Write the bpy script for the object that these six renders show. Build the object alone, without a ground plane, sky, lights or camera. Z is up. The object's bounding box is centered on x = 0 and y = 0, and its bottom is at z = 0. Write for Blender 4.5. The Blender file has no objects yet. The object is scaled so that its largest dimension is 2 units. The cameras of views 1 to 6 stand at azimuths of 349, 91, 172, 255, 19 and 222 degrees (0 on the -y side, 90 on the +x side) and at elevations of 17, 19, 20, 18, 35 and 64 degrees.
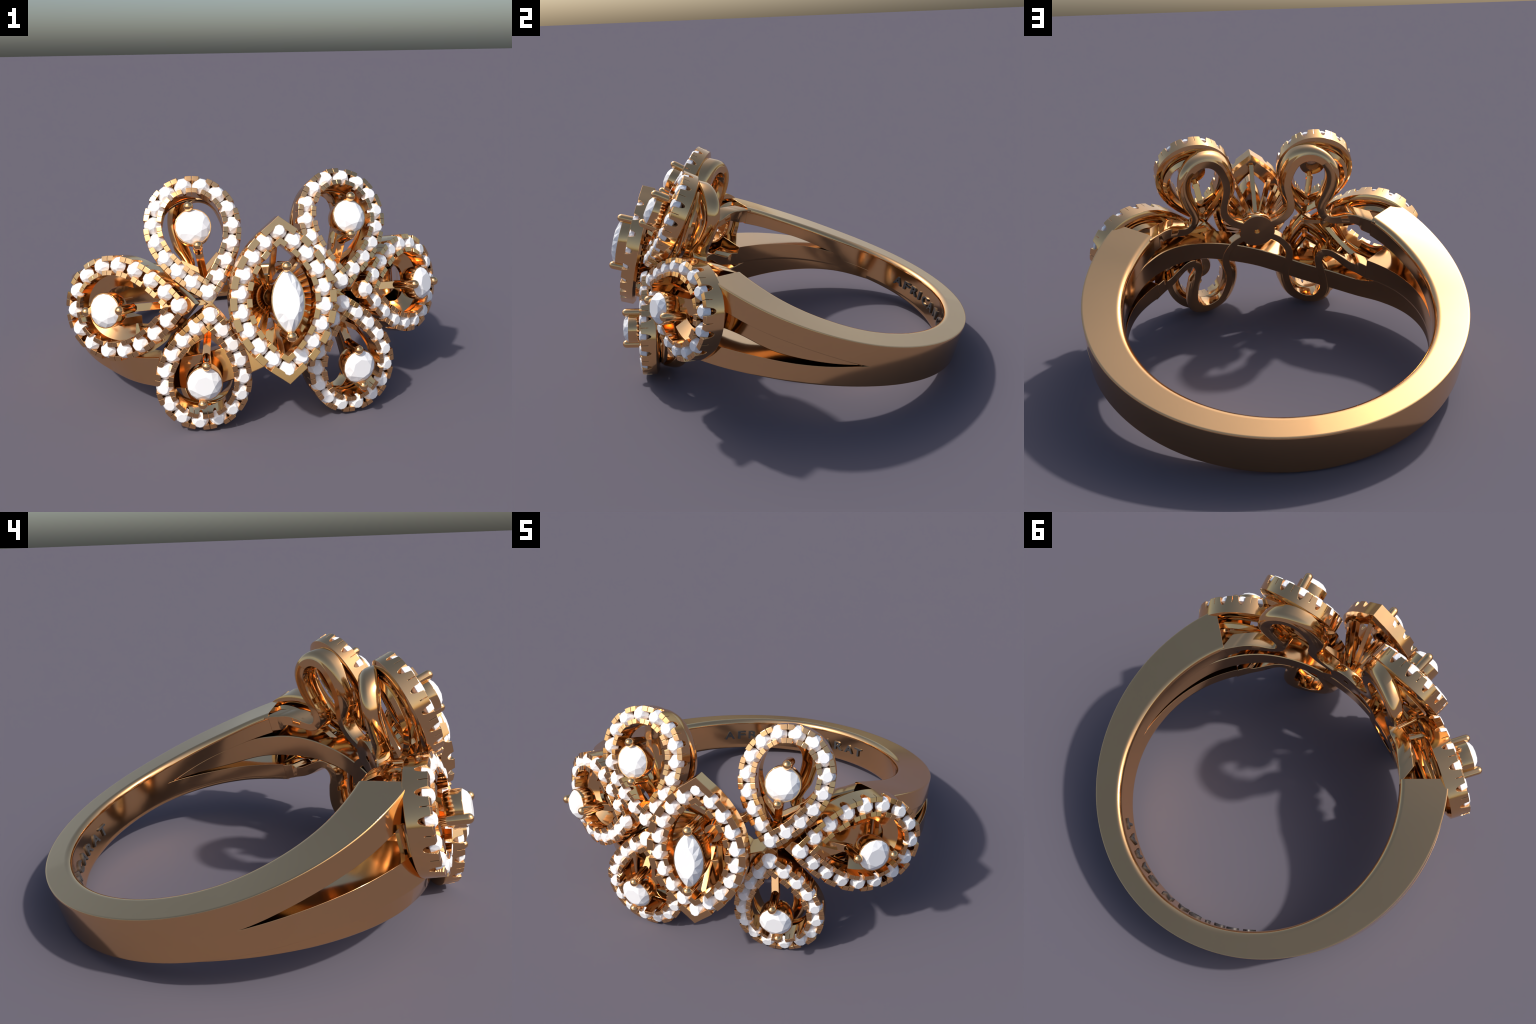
import bpy, bmesh, math
import numpy as np
from mathutils import Matrix, Vector

# ------------------------------------------------------------------ frame
# The ring lies tilted on the ground.  Everything is described in the ring's own
# frame: x across the head, f out of the finger towards the viewer, a along the
# finger axis; the origin is the middle of the marquise halo.
ORIGIN = np.array([0.005, -0.849, 0.612])
TILT, YAW = math.radians(15.6), 0.009
XD = np.array([math.cos(YAW), math.sin(YAW), 0.0])
FD = np.array([math.sin(YAW) * math.cos(TILT), -math.cos(YAW) * math.cos(TILT), math.sin(TILT)])
AD = np.cross(XD, -FD)
BASIS = np.stack([XD, FD, AD])
FC = -1.047            # f of the finger axis
R_IN = 0.728           # finger hole

def world(q):
    return ORIGIN + np.asarray(q, float) @ BASIS

def cyl(phi, r, a):
    """point on the band: phi in degrees from the front, radius, height"""
    p = math.radians(phi)
    return np.array([r * math.sin(p), FC + r * math.cos(p), a])

def interp(x, pts):
    xs, ys = zip(*sorted(pts))
    return float(np.interp(x, xs, ys))

def smooth_interp(x, pts):
    """monotone-ish cubic through control points"""
    pts = sorted(pts); xs = [p[0] for p in pts]; ys = [p[1] for p in pts]
    if x <= xs[0]: return ys[0]
    if x >= xs[-1]: return ys[-1]
    i = max(j for j in range(len(xs) - 1) if xs[j] <= x)
    def m(k):
        if k == 0: return (ys[1] - ys[0]) / (xs[1] - xs[0])
        if k == len(xs) - 1: return (ys[-1] - ys[-2]) / (xs[-1] - xs[-2])
        return (ys[k + 1] - ys[k - 1]) / (xs[k + 1] - xs[k - 1])
    h = xs[i + 1] - xs[i]; t = (x - xs[i]) / h
    return ((2*t**3 - 3*t**2 + 1) * ys[i] + (t**3 - 2*t**2 + t) * h * m(i)
            + (-2*t**3 + 3*t**2) * ys[i + 1] + (t**3 - t**2) * h * m(i + 1))

def catmull(P, n, closed=False):
    """dense points through P, centripetal-ish Catmull-Rom"""
    P = [np.asarray(p, float) for p in P]; out = []
    N = len(P); segs = N if closed else N - 1
    for i in range(segs):
        if closed:
            a, b, c, d = P[(i - 1) % N], P[i], P[(i + 1) % N], P[(i + 2) % N]
        else:
            b, c = P[i], P[i + 1]
            a = P[i - 1] if i > 0 else 2 * b - c
            d = P[i + 2] if i + 2 < N else 2 * c - b
        for k in range(n):
            t = k / n
            out.append(0.5 * (2*b + (c - a)*t + (2*a - 5*b + 4*c - d)*t*t + (3*b - a - 3*c + d)*t**3))
    if not closed: out.append(P[-1])
    return np.array(out)

# ------------------------------------------------------------------ materials
def gold_material():
    m = bpy.data.materials.new("rose_gold"); m.use_nodes = True
    nt = m.node_tree; b = nt.nodes["Principled BSDF"]
    b.inputs["Metallic"].default_value = 1.0
    tc = nt.nodes.new("ShaderNodeTexCoord")
    n1 = nt.nodes.new("ShaderNodeTexNoise"); n1.inputs["Scale"].default_value = 3.0
    n1.inputs["Detail"].default_value = 3.0
    nt.links.new(tc.outputs["Object"], n1.inputs["Vector"])
    cr = nt.nodes.new("ShaderNodeValToRGB")
    cr.color_ramp.elements[0].position = 0.3; cr.color_ramp.elements[1].position = 0.7
    cr.color_ramp.elements[0].color = (0.93, 0.545, 0.245, 1)
    cr.color_ramp.elements[1].color = (0.96, 0.565, 0.255, 1)
    nt.links.new(n1.outputs["Fac"], cr.inputs["Fac"])
    nt.links.new(cr.outputs["Color"], b.inputs["Base Color"])
    b.inputs["Roughness"].default_value = GOLD_ROUGH
    bv = nt.nodes.new("ShaderNodeBevel"); bv.samples = 6; bv.inputs["Radius"].default_value = 0.0025
    nt.links.new(bv.outputs["Normal"], b.inputs["Normal"])
    return m

def diamond_material():
    m = bpy.data.materials.new("white_diamond"); m.use_nodes = True
    nt = m.node_tree; b = nt.nodes["Principled BSDF"]
    tc = nt.nodes.new("ShaderNodeTexCoord")
    n1 = nt.nodes.new("ShaderNodeTexNoise"); n1.inputs["Scale"].default_value = 6.0
    nt.links.new(tc.outputs["Object"], n1.inputs["Vector"])
    cr = nt.nodes.new("ShaderNodeValToRGB")
    cr.color_ramp.elements[0].color = (0.90, 0.90, 0.90, 1)
    cr.color_ramp.elements[1].color = (0.95, 0.95, 0.95, 1)
    nt.links.new(n1.outputs["Fac"], cr.inputs["Fac"])
    nt.links.new(cr.outputs["Color"], b.inputs["Base Color"])
    b.inputs["Roughness"].default_value = 0.25
    b.inputs["IOR"].default_value = 1.5
    return m

def enamel_material():
    m = bpy.data.materials.new("blackened_engraving"); m.use_nodes = True
    nt = m.node_tree; b = nt.nodes["Principled BSDF"]
    tc = nt.nodes.new("ShaderNodeTexCoord")
    n1 = nt.nodes.new("ShaderNodeTexNoise"); n1.inputs["Scale"].default_value = 40.0
    nt.links.new(tc.outputs["Object"], n1.inputs["Vector"])
    cr = nt.nodes.new("ShaderNodeValToRGB")
    cr.color_ramp.elements[0].color = (0.045, 0.045, 0.048, 1)
    cr.color_ramp.elements[1].color = (0.065, 0.065, 0.07, 1)
    nt.links.new(n1.outputs["Fac"], cr.inputs["Fac"])
    nt.links.new(cr.outputs["Color"], b.inputs["Base Color"])
    b.inputs["Roughness"].default_value = 0.4
    b.inputs["Metallic"].default_value = 0.3
    return m

GOLD_ROUGH = 0.11
GOLD, DIAMOND, ENAMEL = gold_material(), diamond_material(), enamel_material()

# ------------------------------------------------------------------ objects
root = bpy.data.objects.new("flower_ring", None)
bpy.context.scene.collection.objects.link(root)
root.empty_display_size = 0.3
root["label"] = "rose gold ring with six diamond petals around a marquise"
root["category"] = "ring"

def add_mesh(name, verts, faces, mat, parent=root, local=True, angle=35, merge=False):
    me = bpy.data.meshes.new(name)
    bm = bmesh.new()
    co = [world(v) if local else np.asarray(v) for v in verts]
    vs = [bm.verts.new(tuple(c)) for c in co]
    for f in faces:
        try: bm.faces.new([vs[i] for i in f])
        except ValueError: pass
    if merge: bmesh.ops.remove_doubles(bm, verts=bm.verts, dist=1e-5)
    else:
        bmesh.ops.remove_doubles(bm, verts=bm.verts, dist=1e-6)
    bmesh.ops.dissolve_degenerate(bm, edges=bm.edges, dist=1e-6)
    bmesh.ops.recalc_face_normals(bm, faces=bm.faces)
    bm.to_mesh(me); bm.free()
    me.materials.append(mat)
    if angle:
        for p in me.polygons: p.use_smooth = True
        try: me.set_sharp_from_angle(angle=math.radians(angle))
        except AttributeError: pass
    ob = bpy.data.objects.new(name, me)
    bpy.context.scene.collection.objects.link(ob)
    ob.parent = parent
    return ob

def loft(sections, cap0=True, cap1=True, closed=False):
    """quads between equal-length closed sections"""
    verts, faces = [], []
    m = len(sections[0]); n = len(sections)
    for s in sections: verts += list(s)
    for i in range(n if closed else n - 1):
        j = (i + 1) % n
        for k in range(m):
            l = (k + 1) % m
            faces.append((i*m + k, i*m + l, j*m + l, j*m + k))
    if not closed:
        if cap0: faces.append(tuple(range(m)))
        if cap1: faces.append(tuple((n - 1)*m + k for k in range(m)))
    return verts, faces

def join_parts(parts):
    V, Fc = [], []
    for v, f in parts:
        o = len(V); V += list(v); Fc += [tuple(i + o for i in ff) for ff in f]
    return V, Fc

def bar(p, q, half_w, half_h, up):
    """rectangular strut"""
    p, q, up = map(lambda z: np.asarray(z, float), (p, q, up))
    d = q - p; d /= np.linalg.norm(d)
    s = np.cross(d, up); s /= np.linalg.norm(s); t = np.cross(s, d)
    sec = lambda c: [c + s*half_w + t*half_h, c - s*half_w + t*half_h, c - s*half_w - t*half_h, c + s*half_w - t*half_h]
    return loft([sec(p), sec(q)])

def rod(p, q, r, n=20, dome=True, r_end=None):
    """round rod with domed end at q"""
    p, q = np.asarray(p, float), np.asarray(q, float)
    d = q - p; L = np.linalg.norm(d); d /= L
    s = np.cross(d, [0.3, 0.5, 0.81]); s /= np.linalg.norm(s); t = np.cross(d, s)
    prof = [(0.0, r)]
    if dome:
        for k in range(0, 7):
            w = k / 6 * math.pi / 2
            prof.append((L - r + r * math.sin(w), max(r * math.cos(w), 0.0006)))
    else: prof.append((L, r_end or r))
    secs = [[p + d*h + rr*(s*math.cos(2*math.pi*i/n) + t*math.sin(2*math.pi*i/n)) for i in range(n)] for h, rr in prof]
    return loft(secs)

def tube_walls(outline_out, outline_in, c0, c1):
    """open tube wall between two closed outlines, from offset c0 to c1 (vectors)"""
    n = len(outline_out); secs = []
    for o, i in zip(outline_out, outline_in):
        secs.append([o + c0, o + c1, i + c1, i + c0])
    return loft(secs, closed=True)

# ------------------------------------------------------------------ gemstones
def stone_mesh(name, outline, crown, pavilion, table=0.56, mid=0.82):
    """faceted stone; outline = even number of girdle points (2n), n table corners"""
    N = len(outline); bm = bmesh.new()
    O2 = [np.array(p, float) for p in outline]
    g0 = [bm.verts.new((p[0], p[1], 0.0)) for p in O2]
    gb = [bm.verts.new((p[0], p[1], -0.05 * crown)) for p in O2]
    h = N // 2
    tb = [bm.verts.new((O2[2*i][0]*table, O2[2*i][1]*table, crown)) for i in range(h)]
    md = [bm.verts.new((O2[(2*i+1) % N][0]*mid, O2[(2*i+1) % N][1]*mid, crown*0.62)) for i in range(h)]
    bm.faces.new(tb)
    for i in range(h):
        j = (i + 1) % h
        bm.faces.new((tb[i], md[i], tb[j]))                       # star
        bm.faces.new((md[i], g0[2*i+1], g0[(2*i+2) % N]))          # girdle facets
        bm.faces.new((md[i], g0[2*i], g0[2*i+1]))
        bm.faces.new((md[i], g0[(2*i+2) % N], tb[j]))              # mains, split
        bm.faces.new((tb[i], g0[2*i], md[i]))
    for i in range(N):
        j = (i + 1) % N
        bm.faces.new((g0[i], g0[j], gb[j], gb[i]))
    cu = bm.verts.new((0, 0, -pavilion))
    for i in range(N): bm.faces.new((gb[(i+1) % N], gb[i], cu))
    bmesh.ops.recalc_face_normals(bm, faces=bm.faces)
    me = bpy.data.meshes.new(name); bm.to_mesh(me); bm.free()
    me.materials.append(DIAMOND)
    return me

def round_outline(r, n): return [(r*math.cos(2*math.pi*i/n), r*math.sin(2*math.pi*i/n)) for i in range(n)]

def marquise_outline(half_l, half_w, n):
    """two arcs meeting in points on the y axis"""
    R = (half_l**2 + half_w**2) / (2*half_w); cx = half_w - R
    amax = math.asin(half_l / R); pts = []
    for i in range(n):
        t = i / n
        if t < 0.5: w = amax*(1 - 4*t); x = cx + R*math.cos(w); y = R*math.sin(w)
        else: w = -amax*(1 - 4*(t - .5)); x = -cx - R*math.cos(w); y = R*math.sin(w)
        pts.append((x, y))
    return pts[::-1]

PAVE_R = 0.0390
PAVE_MESH = stone_mesh("small_diamond", round_outline(PAVE_R, 16), 0.028, 0.026, table=0.54, mid=0.80)
PETAL_GEM = stone_mesh("petal_diamond", round_outline(0.0735, 16), 0.026, 0.05, table=0.58)
MARQ_GEM = stone_mesh("marquise_diamond", marquise_outline(0.134, 0.0665, 24), 0.030, 0.055, table=0.6, mid=0.84)

def place_gem(mesh, pos, ex, ey, ez, parent):
    """instance of a shared stone mesh; axes given in the ring frame"""
    ob = bpy.data.objects.new(mesh.name, mesh)
    bpy.context.scene.collection.objects.link(ob)
    M = Matrix.Identity(4)
    X, Y, Z = (np.asarray(e) @ BASIS for e in (ex, ey, ez))
    X = X - Z*(X @ Z); X /= np.linalg.norm(X); Y = np.cross(Z, X)
    p = world(pos)
    for r in range(3):
        M[r][0], M[r][1], M[r][2], M[r][3] = X[r], Y[r], Z[r], p[r]
    ob.parent = parent
    ob.matrix_world = M
    return ob

# ------------------------------------------------------------------ pave frames
class PaveFrame:
    """closed row of stones with castellated rails on both sides, in a flat (u, v) plane.
    half: stone centres of the v >= 0 half from tip to far end."""
    def __init__(self, half, two_tips, w):
        self.w = w
        h = [np.array(p, float) for p in half]
        back = [np.array([p[0], -p[1]]) for p in h]
        self.nst = 2 * (len(h) - 1)
        self.centres = h + back[-2:0:-1]
        SUB = 80
        if two_tips:
            a = catmull(h, SUB)
        else:
            ext = h + [back[-2]]                      # round end: keep tangent continuous
            a = catmull(ext, SUB)[:(len(h) - 1)*SUB + 1]
        self.SUB = SUB; self.half = a; self.two = two_tips
        d = np.gradient(a, axis=0); d /= np.linalg.norm(d, axis=1)[:, None]
        if not two_tips: d[-1] = [0, -1]
        self.nrm = np.stack([-d[:, 1], d[:, 0]], -1)   # points outward for v >= 0 half
        self.tip_len = a[-1][0]

    def off(self, i, dist, corner=False):
        """offset point on the v >= 0 half, clipped to that half, mitred at the tips"""
        p = self.half[i] + self.nrm[i]*dist
        n = len(self.half)
        if corner:
            k = dist / abs(self.nrm[i][0])
            return np.array([self.half[i][0] + math.copysign(k, self.nrm[i][0])*np.sign(1), 0.0]) if dist >= 0 else \
                   np.array([self.half[i][0] + math.copysign(abs(k), -self.nrm[i][0]), 0.0])
        if p[1] < 0:
            return None
        return p

    def samples(self, notch_out, notch_in, slit, notch_depth, slit_depth, cap_out, cap_in):
        """list of (index, corner?, h_out, h_in) along the half, with steps doubled"""
        S = self.SUB; n = len(self.half); out = []
        def hts(u, stone, side):
            # u in [-.5,.5] from the stone centre
            res = []
            for nw, cap in ((notch_out, cap_out), (notch_in, cap_in)):
                h = 0.0
                tip = stone == 0 or (self.two and stone == self.nst // 2)
                if abs(u) < nw and not (cap and tip):
                    h = -notch_depth*max(0.0, 1 - (abs(u)/nw)**2.2)**.75
                if slit and abs(u) > 0.5 - slit: h = -slit_depth
                res.append(h)
            return res
        for i in range(n):
            s = i / S; stone = int(math.floor(s + 0.5)); u = s - stone
            h0 = hts(u - 1e-6, stone, 0) if i > 0 else hts(u, stone, 0)
            out.append((i, h0))
        return out

    def build(self, P, depth, floor, rail_out, rail_in, back_in, dome=0.0, **kw):
        """mesh: P maps (u, v, h) to ring coordinates"""
        w = self.w; smp = self.samples(**kw); n = len(self.half)
        def section(i, ho, hi, sgn, corner):
            D = depth(self.half[i][0]) if callable(depth) else depth
            c = 0.013
            spec = [(w, -D + c), (w, ho), (w - rail_out, ho), (w - rail_out, floor), (-w + rail_in, floor),
                    (-w + rail_in, hi), (-w, hi), (-w, -D + c), (-w + back_in, -D), (w - back_in, -D)]
            sec = []
            for dist, hh in spec:
                if corner:
                    k = dist / max(0.2, abs(self.nrm[i][0]))
                    q = np.array([self.half[i][0] + k*np.sign(self.nrm[i][0]), 0.0])
                else:
                    q = self.half[i] + self.nrm[i]*dist
                    if q[1] < 0:
                        j = 0 if i < n/2 else n - 1
                        k = dist / max(0.2, abs(self.nrm[j][0]))
                        q = np.array([self.half[j][0] + k*np.sign(self.nrm[j][0]), 0.0])
                sec.append(P(q[0], q[1]*sgn, hh - (dome*dist if hh > floor + 1e-6 else 0)))
            return sec
        half_secs = []
        for sgn in (1, -1):
            secs = []; last = None
            for i, (ho, hi) in smp:
                if i == 0: secs.append(section(0, ho, hi, sgn, True))
                if last is not None and (abs(ho - last[0]) > 0.006 or abs(hi - last[1]) > 0.006):
                    # a step: double the section so that the wall of the cut is upright
                    secs.append(section(i, last[0], last[1], sgn, False))
                secs.append(section(i, ho, hi, sgn, False)); last = (ho, hi)
            if self.two: secs.append(section(n - 1, *smp[-1][1], sgn, True))
            half_secs.append(secs)
        allsec = half_secs[0] + half_secs[1][::-1]
        return loft(allsec, closed=True)

    def outline(self, dist, step=4):
        """closed offset outline as (u, v) list"""
        pts = []
        n = len(self.half)
        for i in range(0, n, step):
            q = self.half[i] + self.nrm[i]*dist
            if q[1] < 0: continue
            pts.append(q)
        return pts + [np.array([q[0], -q[1]]) for q in pts[::-1] if q[1] > 1e-6]

# ------------------------------------------------------------------ petals
UPPER_HALF = [(0, 0), (.057, .0565), (.118, .106), (.186, .146), (.262, .169), (.339, .167), (.4115, .135), (.463, .078), (.4815, 0)]
SIDE_HALF = [(0, 0), (.062, .062), (.13, .118), (.208, .165), (.294, .191), (.38, .190), (.464, .153), (.521, .086), (.541, 0)]

def petal(half, tip, axis, normal, sx, sa, w, depth, gem_u, gem_h, depth_fn=None, under=(.14, .10), cup=False):
    sg = np.array([sx, 1, sa])
    tip, n = np.array(tip), np.array(normal); n = n / np.linalg.norm(n)
    ax = np.array(axis); ax = ax - n*(ax @ n); ax /= np.linalg.norm(ax)
    b = np.cross(n, ax)
    P = lambda u, v, h: (tip + ax*u + b*v + n*h) * sg
    AX, BB, NN = ax*sg, b*sg, n*sg
    fr = PaveFrame(half, False, w)
    LIFT = .012
    v, f = fr.build(lambda u, v_, h: P(u, v_, h + LIFT), depth_fn or depth, -0.060, 0.0230, 0.0215, 0.022, dome=.2,
                    notch_out=.19, notch_in=.16, slit=.0125, notch_depth=.05, slit_depth=.036, cap_out=False, cap_in=True)
    body = add_mesh("petal", v, f, GOLD, angle=32)
    # pave stones
    C = fr.centres
    for i, c in enumerate(C):
        t = C[(i + 1) % len(C)] - C[i - 1]
        o2 = np.array([-t[1], t[0]])/np.linalg.norm(t)            # outward in the petal plane
        if o2 @ (c - np.array([half[-1][0]*.55, 0])) < 0: o2 = -o2
        zz = NN + .2*(AX*o2[0] + BB*o2[1]); zz = zz/np.linalg.norm(zz)
        place_gem(PAVE_MESH, P(c[0], c[1], -0.0130), AX*t[0] + BB*t[1], BB, zz, body)
    # raised centre stone in a collar with two claws and a stem
    place_gem(PETAL_GEM, P(gem_u, 0, gem_h - .003), AX, BB, NN, body)
    ring_o = [P(gem_u + .0775*math.cos(k*math.pi/24), .0775*math.sin(k*math.pi/24), 0) for k in range(48)]
    ring_i = [P(gem_u + .036*math.cos(k*math.pi/24), .036*math.sin(k*math.pi/24), 0) for k in range(48)]
    secs = []
    rad = lambda r, h, k: P(gem_u + r*math.cos(k*math.pi/24), r*math.sin(k*math.pi/24), h)
    for k in range(48):
        top = gem_h - .004
        secs.append([rad(.071, top - .072, k), rad(.0775, top - .05, k), rad(.0775, top, k), rad(.0725, top, k),
                     rad(.066, top - .018, k), rad(.036, top - .03, k), rad(.036, top - .072, k)])
    v, f = loft(secs, closed=True)
    add_mesh("stone_collar", v, f, GOLD, parent=body, angle=40)
    for s in (-1, 1):
        v, f = rod(P(gem_u + s*.0865, 0, gem_h - .095), P(gem_u + s*.0865, 0, gem_h + .031), .021)
        add_mesh("claw", v, f, GOLD, parent=body, angle=50)
    stem = [bar(P(.10, 0, -depth*.9), P(.165, s_*.085, -depth*.98), .011, .011, NN) for s_ in (1, -1)] + [bar(P(.055, 0, -depth - .015), P(gem_u*.45, 0, -depth*.66), .014, .016, BB),
            bar(P(gem_u*.44, 0, -depth*.66), P(gem_u - .075, 0, gem_h - .085), .014, .017, BB)]
    v, f = join_parts(stem)
    add_mesh("stem", v, f, GOLD, parent=body, angle=30)
    if cup:
        ring = []
        for sgn in (1, -1):
            idx = range(0, len(fr.half), 6) if sgn > 0 else range(len(fr.half) - 1, -1, -6)
            for i_ in idx:
                if fr.half[i_][0] < .235: continue
                def cp(dd, hh):
                    q = fr.half[i_] + fr.nrm[i_]*dd
                    return P(q[0], q[1]*sgn, hh)
                ring.append([cp(-w + .006, -.045), cp(-w - .058, -.088), cp(-w - .056, -.105), cp(-w + .012, -.095)])
        if True:
            v, f = loft(ring); add_mesh("inner_cup", v, f, GOLD, parent=body, angle=30)
    # second, plain loop under the pave row: meets it at the far end, hangs away from it at the tip
    T0 = np.array([.062, 0.0, -under[0]]); T1 = np.array([half[-1][0]*.93, 0.0, -under[1]])
    k = .80; prof = catmull([np.array(p) for p in half] + [np.array([half[-2][0], -half[-2][1]])], 10)[:(len(half) - 1)*10 + 1]
    line = []
    for p in prof:
        t = p[0]/half[-1][0]
        line.append(np.array([T0[0] + (T1[0] - T0[0])*t, p[1]*(k + (1 - k)*t), T0[2] + (T1[2] - T0[2])*t]))
    line = np.array(line); secs = []
    d = np.gradient(line[:, :2], axis=0); d /= np.linalg.norm(d, axis=1)[:, None]; d[-1] = [0, -1]
    nn = np.stack([-d[:, 1], d[:, 0]], -1)
    prof_sec = [(.017, 0), (.012, .012), (-.012, .012), (-.017, 0), (0, -.018)]
    for sgn in (1, -1):
        rng = range(len(line)) if sgn > 0 else range(len(line) - 2, -1, -1)
        for i in rng:
            sec = []
            for o, h in prof_sec:
                q = line[i][:2] + nn[i]*o
                if i == 0 or q[1] < 0: q = np.array([line[0][0] + o/max(.3, abs(nn[0][0]))*np.sign(nn[0][0]), 0.0])
                sec.append(P(q[0], q[1]*sgn, line[i][2] + h))
            secs.append(sec)
    v, f = loft(secs)
    add_mesh("under_loop", v, f, GOLD, parent=body, angle=30)
    return body

U_TIP, U_AX, U_N = (.2998, -.1163, .0545), (.1373, -.2132, .9673), (.1199, .9730, .1974)
for sx in (1, -1):
    for sa in (1, -1):
        petal(UPPER_HALF, U_TIP, U_AX, U_N, sx, sa, .0395, .095, .274, .083)
S_TIP, S_AX, S_N = (.432, -.1640, 0.), (.8278, -.5610, 0.), (.5610, .8278, 0.)
def side_depth(u):
    t = min(1, max(0, (u - .25)/.15)); return .12 + .085*t*t*(3 - 2*t)
for sx in (1, -1):
    petal(SIDE_HALF, S_TIP, S_AX, S_N, sx, 1, .0435, .115, .308, .1, None, (.15, .13), True)

# ------------------------------------------------------------------ marquise halo
M_HALF = [(-.294, 0), (-.2455, .062), (-.1875, .116), (-.118, .158), (-.040, .180),
          (.040, .180), (.118, .158), (.1875, .116), (.2455, .062), (.294, 0)]
mf = PaveFrame(M_HALF, True, .047)
PM = lambda u, v, h: np.array([v, h, u])
v, f = mf.build(lambda u, v_, h: PM(u, v_, h + .012), .082, -0.05, .030, .0235, .02, notch_out=.21, notch_in=.25, slit=0, notch_depth=.036,
                slit_depth=0, cap_out=True, cap_in=True)
halo = add_mesh("marquise_halo", v, f, GOLD, angle=32)
C = mf.centres
for i, c in enumerate(C):
    t = C[(i + 1) % len(C)] - C[i - 1]
    place_gem(PAVE_MESH, PM(c[0], c[1], -.0145), PM(t[0], t[1], 0), PM(1, 0, 0), (0, 1, 0), halo)
place_gem(MARQ_GEM, (0, .083, 0), (1, 0, 0), (0, 0, 1), (0, 1, 0), halo)
def mq(l, wd, h, n=48): return [np.array([p[0], h, p[1]]) for p in marquise_outline(l, wd, n)]
rings = [mq(.128, .062, -.02), mq(.139, .071, .0), mq(.139, .071, .082), mq(.131, .0645, .082), mq(.11, .05, .06), mq(.08, .035, .03), mq(.08, .035, -.02)]
v, f = loft([[r[k] for r in rings] for k in range(48)], closed=True)
add_mesh("stone_collar", v, f, GOLD, parent=halo, angle=30)
for s in (1, -1):
    v, f = rod((0, -.03, s*.143), (0, .116, s*.143), .0225)
    add_mesh("claw", v, f, GOLD, parent=halo, angle=50)

# basket of struts below the halo, hub and back disc
v, f = rod((0, -.262, 0), (0, -.20, 0), .058, n=24, dome=False, r_end=.044)
basket = add_mesh("basket", v, f, GOLD, angle=40)
nO = len(mf.half)
for side in (1, -1):
    for k in (0, 1.75, 2.6, 3.1, 3.6, 4.05, 4.5, 4.95, 5.4, 5.9, 6.4, 7.25, 9):
        i = min(nO - 1, int(round((k / 9) * (nO - 1))))
        p = mf.half[i]; q = p*np.array([.99, 1.0])
        if k in (0, 9) and side < 0: continue
        ang = math.atan2(q[1]*side, q[0])
        top = np.array([q[1]*side, -.070, q[0]])
        knee = np.array([math.sin(ang)*.078, -.222, math.cos(ang)*.078])
        up = np.array([math.cos(ang), 0, -math.sin(ang)])
        wd = .013 if k in (0, 1.75, 7.25, 9) else .009
        v, f = join_parts([bar(top, knee, wd, .012, up),
                           bar(knee, np.array([math.sin(ang)*.036, -.27, math.cos(ang)*.036]), .012, .011, up)])
        add_mesh("rib", v, f, GOLD, parent=basket, angle=30)
# back disc with a small drill hole, its thick edge following the finger hole
secs = []
for k in range(64):
    c, s = math.cos(2*math.pi*k/64), math.sin(2*math.pi*k/64)
    def dp(r, lift):
        x, a = r*c, r*s
        return np.array([x, FC + math.sqrt((R_IN + lift)**2 - x*x), a])
    secs.append([dp(.016, .0), dp(.098, 0), dp(.102, .005), dp(.102, .044), dp(.098, .05), dp(.016, .05)])
v, f = loft(secs, closed=True)
add_mesh("back_disc", v, f, GOLD, angle=40)
v, f = rod((0, -.30, 0), (0, -.255, 0), .0165, dome=True)
add_mesh("pin", v, f, GOLD, parent=basket, angle=50)
v, f = rod((0, -.21, 0), (0, -.0, 0), .022, n=20, dome=False)
add_mesh("post", v, f, GOLD, parent=basket, angle=40)

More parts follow.
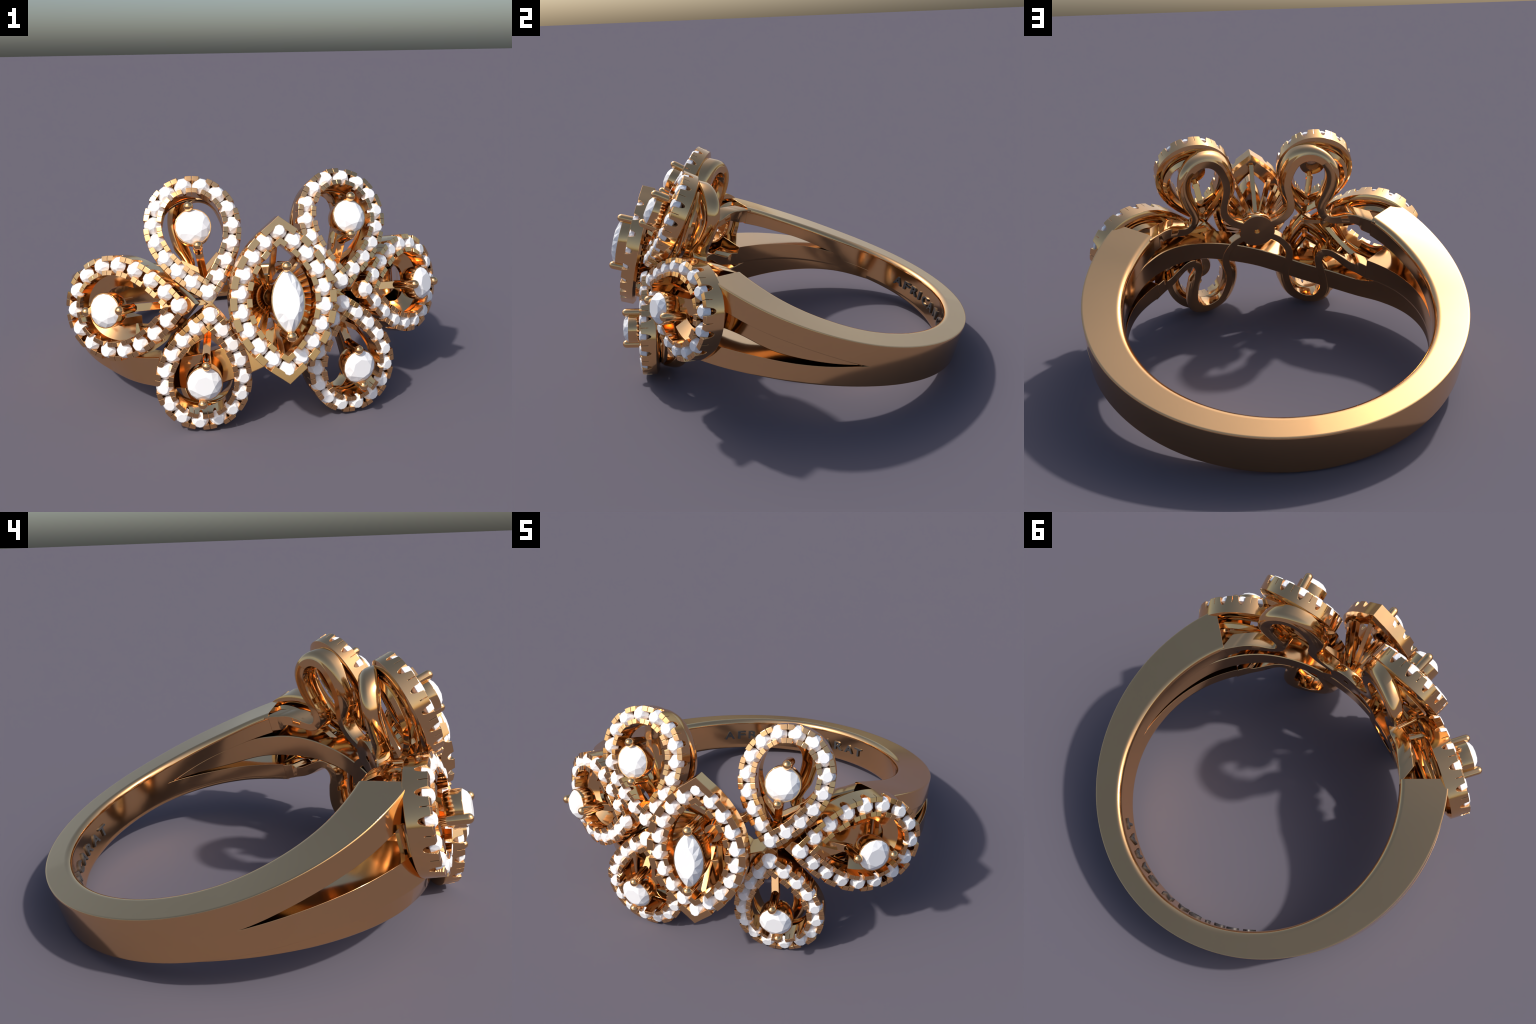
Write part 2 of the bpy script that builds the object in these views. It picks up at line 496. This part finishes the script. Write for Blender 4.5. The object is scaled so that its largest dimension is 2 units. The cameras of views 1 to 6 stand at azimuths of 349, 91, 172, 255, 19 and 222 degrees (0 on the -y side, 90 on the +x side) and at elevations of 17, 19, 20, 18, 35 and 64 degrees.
# ------------------------------------------------------------------ split shank
def r_out(phi):
    s = (1 + math.cos(math.radians(phi)))/2
    return .8485 + .1141*s + .0288*s*s
TOP = [(52, .206), (60, .187), (70, .162), (80, .142), (90, .126), (100, .113), (110, .105), (125, .100), (150, .100), (180, .104)]
SLOT = [(52, .100), (63, .079), (68, .068), (74, .057), (82, .044), (91, .026), (98, .010), (104, 0.0), (180, 0.0)]
SLOT_LOW_LEFT = [(52, .066), (60, .052), (65, .042), (74, .026), (85, .010), (95, .002), (104, 0.0), (180, 0.0)]
def half_band(sgn):
    secs = []; phis = []
    def sec(phi):
        A = abs(phi); t = smooth_interp(A, TOP)
        lo = max(0.0, smooth_interp(A, SLOT_LOW_LEFT if (sgn < 0 and phi < 0) else SLOT)) if A < 104 else 0.0
        ro = r_out(phi); fl = .027
        ri = R_IN - .004*math.cos(math.radians(phi))*(1 if A > 90 else .3)
        P = [(ri, lo), (ri, t - fl - .004)]
        for k in range(7):
            w = k/6*math.pi/2
            P.append((ri + fl*(1 - math.cos(w)), t - fl*(1 - math.sin(w))))
        # short support edges keep the flat faces flat in shading
        P += [(ri + fl + .004, t), (ro - .009, t), (ro - .0055, t), (ro - .0015, t - .0015), (ro, t - .0055), (ro, t - .009), (ro, lo)]
        return [cyl(phi, r, sgn*a) for r, a in P]
    N = 180
    grid = [52 + (360 - 104)*i/N for i in range(N + 1)]
    for g in grid:
        phi = g if g <= 180 else g - 360
        secs.append(sec(phi)); phis.append(phi)
    m = len(secs[0]); V = [p for s in secs for p in s]; Fc = []
    for i in range(N):
        for k in range(m):
            l = (k + 1) % m
            if k == m - 1 and abs(phis[i]) >= 104 and abs(phis[i + 1]) >= 104: continue
            Fc.append((i*m + k, i*m + l, (i + 1)*m + l, (i + 1)*m + k))
    Fc.append(tuple(range(m))); Fc.append(tuple(N*m + k for k in range(m)))
    return V, Fc
v, f = join_parts([half_band(1), half_band(-1)])
add_mesh("band", v, f, GOLD, angle=28, merge=True)

# crossing strip that leaves the slot on one side and joins the lower rail on the other
STRIP_LO = [(-125, -.094), (-110, -.116), (-98, -.147), (-87, -.187), (-79, -.219), (-69, -.262), (-61, -.296), (-48, -.346), (-35, -.360), (-22, -.346),
            (-10, -.300), (0, -.247), (13, -.180), (25, -.115), (37, -.075), (47, -.053), (55, -.038), (62, -.032), (75, -.034), (88, -.020), (101, -.002)]
STRIP_HI = [(-125, -.03), (-110, -.03), (-98, -.04), (-87, -.06), (-79, -.08), (-69, -.11), (-61, -.15), (-48, -.225), (-35, -.235), (-22, -.222),
            (-10, -.175), (0, -.125), (13, -.061), (25, -.006), (37, .042), (47, .068), (55, .076), (62, .080), (75, .059), (88, .034), (101, .002)]
STRIP_R = [(-125, 0), (-100, .002), (-80, .006), (-65, .018), (-50, .047), (-35, .080), (-20, .10), (0, .11), (12, .11), (24, .09), (37, .072), (48, .065), (56, .075), (64, .07), (70, .05), (76, .03), (90, .008), (101, .002)]
secs = []
for i in range(161):
    phi = -125 + 226*i/160
    lo, hi = smooth_interp(phi, STRIP_LO), smooth_interp(phi, STRIP_HI)
    ro = r_out(phi) - smooth_interp(phi, STRIP_R) - .003
    rl = ro - smooth_interp(phi, [(-125, 0), (-100, .003), (-85, .014), (-65, .034), (-50, .042), (-25, .01), (0, 0)])
    drop = smooth_interp(phi, [(-125, 0), (-70, 0), (-45, .012), (-20, .03), (0, .032), (15, .02), (40, 0), (101, 0)]); ri = R_IN + .0015; e = .004
    secs.append([cyl(phi, ri, lo + e), cyl(phi, ri + e, lo), cyl(phi, rl - e, lo - drop), cyl(phi, rl, lo + e - drop),
                 cyl(phi, ro, hi - e), cyl(phi, ro - e, hi), cyl(phi, ri + e, hi), cyl(phi, ri, hi - e)])
v, f = loft(secs)
strip = add_mesh("crossing_band", v, f, GOLD, angle=28)
# ------------------------------------------------------------------ serpentine gallery wires
WIRE = [(.59, .150), (.545, .149), (.5, .15), (.445, .128), (.4, .112), (.364, .125), (.347, .165), (.352, .212), (.368, .27), (.381, .33), (.382, .385),
        (.369, .427), (.344, .456), (.31, .471), (.273, .471), (.234, .455), (.203, .422), (.180, .372), (.168, .325), (.166, .283),
        (.174, .24), (.185, .19), (.183, .14), (.162, .1), (.13, .067), (.085, .042)]
path = catmull(WIRE, 8)
tan = np.gradient(path, axis=0); tan /= np.linalg.norm(tan, axis=1)[:, None]
arc = np.concatenate([[0], np.cumsum(np.linalg.norm(np.diff(path, axis=0), axis=1))])
for sx in (1, -1):
    for sa in (1, -1):
        secs = []
        for p, t, s in zip(path, tan, arc):
            nv = np.array([-t[1], t[0]])
            hw = interp(s, [(0, .043), (.05, .042), (.06, .022), (2, .020)])
            def wp(d, lift):
                q = p + nv*d
                return np.array([q[0]*sx, FC + math.sqrt(max((R_IN + lift)**2 - q[0]**2, 1e-4)), q[1]*sa])
            T = interp(p[1], [(.36, .070), (.465, .088)]) if s > .3 else interp(s, [(.12, .080), (.2, .070)])
            # +d is the hole side of the loop; the outside flares towards the petal
            fl = min(1, max(0, (p[1] - .17)/.08))*min(1, max(0, (s - .2)/.1))
            hi_, ho = hw, interp(s, [(0, .043), (.04, .040), (.16, .020), (2, .020)])
            fo = .004 + .024*fl
            secs.append([wp(-ho, .002), wp(-ho + .002, .0), wp(hi_ - .002, .0), wp(hi_, .002), wp(hi_ - .004*fl, T - .012), wp(hi_*.6, T - .002),
                         wp(-ho*.5 - fo*.6, T), wp(-ho - fo + .006, T - .004), wp(-ho - fo, T - .012), wp(-ho - fo, .036), wp(-ho - fo*.85, .022), wp(-ho - fo*.55, .011), wp(-ho - fo*.25, .0045)])
        v, f = loft(secs)
        add_mesh("gallery_wire", v, f, GOLD, angle=35)

# connectors between petal tips, halo and wires
for sx in (1, -1):
    parts = [bar((.285*sx, -.245, 0), (.38*sx, -.262, 0), .014, .012, (0, 0, 1))]
    for sa in (1, -1):
        parts.append(rod(cyl(35.5*sx, .76, .125*sa), cyl(36*sx, .90, .122*sa), .021, dome=False))
        parts.append(rod(cyl(31*sx, .77, .13*sa), cyl(30*sx, .87, .11*sa), .017, dome=False))
    v, f = join_parts(parts)
    add_mesh("connector", v, f, GOLD, angle=30)

# ------------------------------------------------------------------ lettering inside the band
LETTERS = [("A", -36.2, 5.3), ("F", -29.8, 4.2), ("R", -23.8, 4.8), ("I", -19.2, 1.3), ("C", -13.6, 5.2), ("A", -7.0, 5.3), ("N", .6, 4.9),
           ("C", 9.6, 5.2), ("A", 16.6, 5.3), ("R", 23.5, 4.8), ("A", 30.1, 5.3), ("T", 36.4, 4.8)]
dg = bpy.context.evaluated_depsgraph_get()
for ch, ang, width in LETTERS:
    cu = bpy.data.curves.new("letter_curve", "FONT"); cu.body = ch; cu.extrude = 0.5; cu.resolution_u = 4
    cu.offset = 0.02
    tmp = bpy.data.objects.new("letter_tmp", cu); bpy.context.scene.collection.objects.link(tmp)
    bpy.context.view_layer.update()
    dg = bpy.context.evaluated_depsgraph_get()
    me = bpy.data.meshes.new_from_object(tmp.evaluated_get(dg))
    bm = bmesh.new(); bm.from_mesh(me); bpy.data.meshes.remove(me)
    bmesh.ops.triangulate(bm, faces=bm.faces)
    co = np.array([v.co[:] for v in bm.verts]); lo, hi = co.min(0), co.max(0)
    for vtx in bm.verts:
        q = (np.array(vtx.co[:]) - lo)/(hi - lo)
        th = math.radians(ang + (q[0] - .5)*width)           # angle from the back of the band, +x side positive
        r = R_IN + .004 - .0085*q[2]; a = -.0285 + .052*q[1]
        vtx.co = Vector(world((r*math.sin(th), FC - r*math.cos(th), a)))
    bmesh.ops.recalc_face_normals(bm, faces=bm.faces)
    me = bpy.data.meshes.new("letter"); bm.to_mesh(me); bm.free(); me.materials.append(ENAMEL)
    ob = bpy.data.objects.new("letter", me); bpy.context.scene.collection.objects.link(ob); ob.parent = root
    bpy.data.objects.remove(tmp); bpy.data.curves.remove(cu)
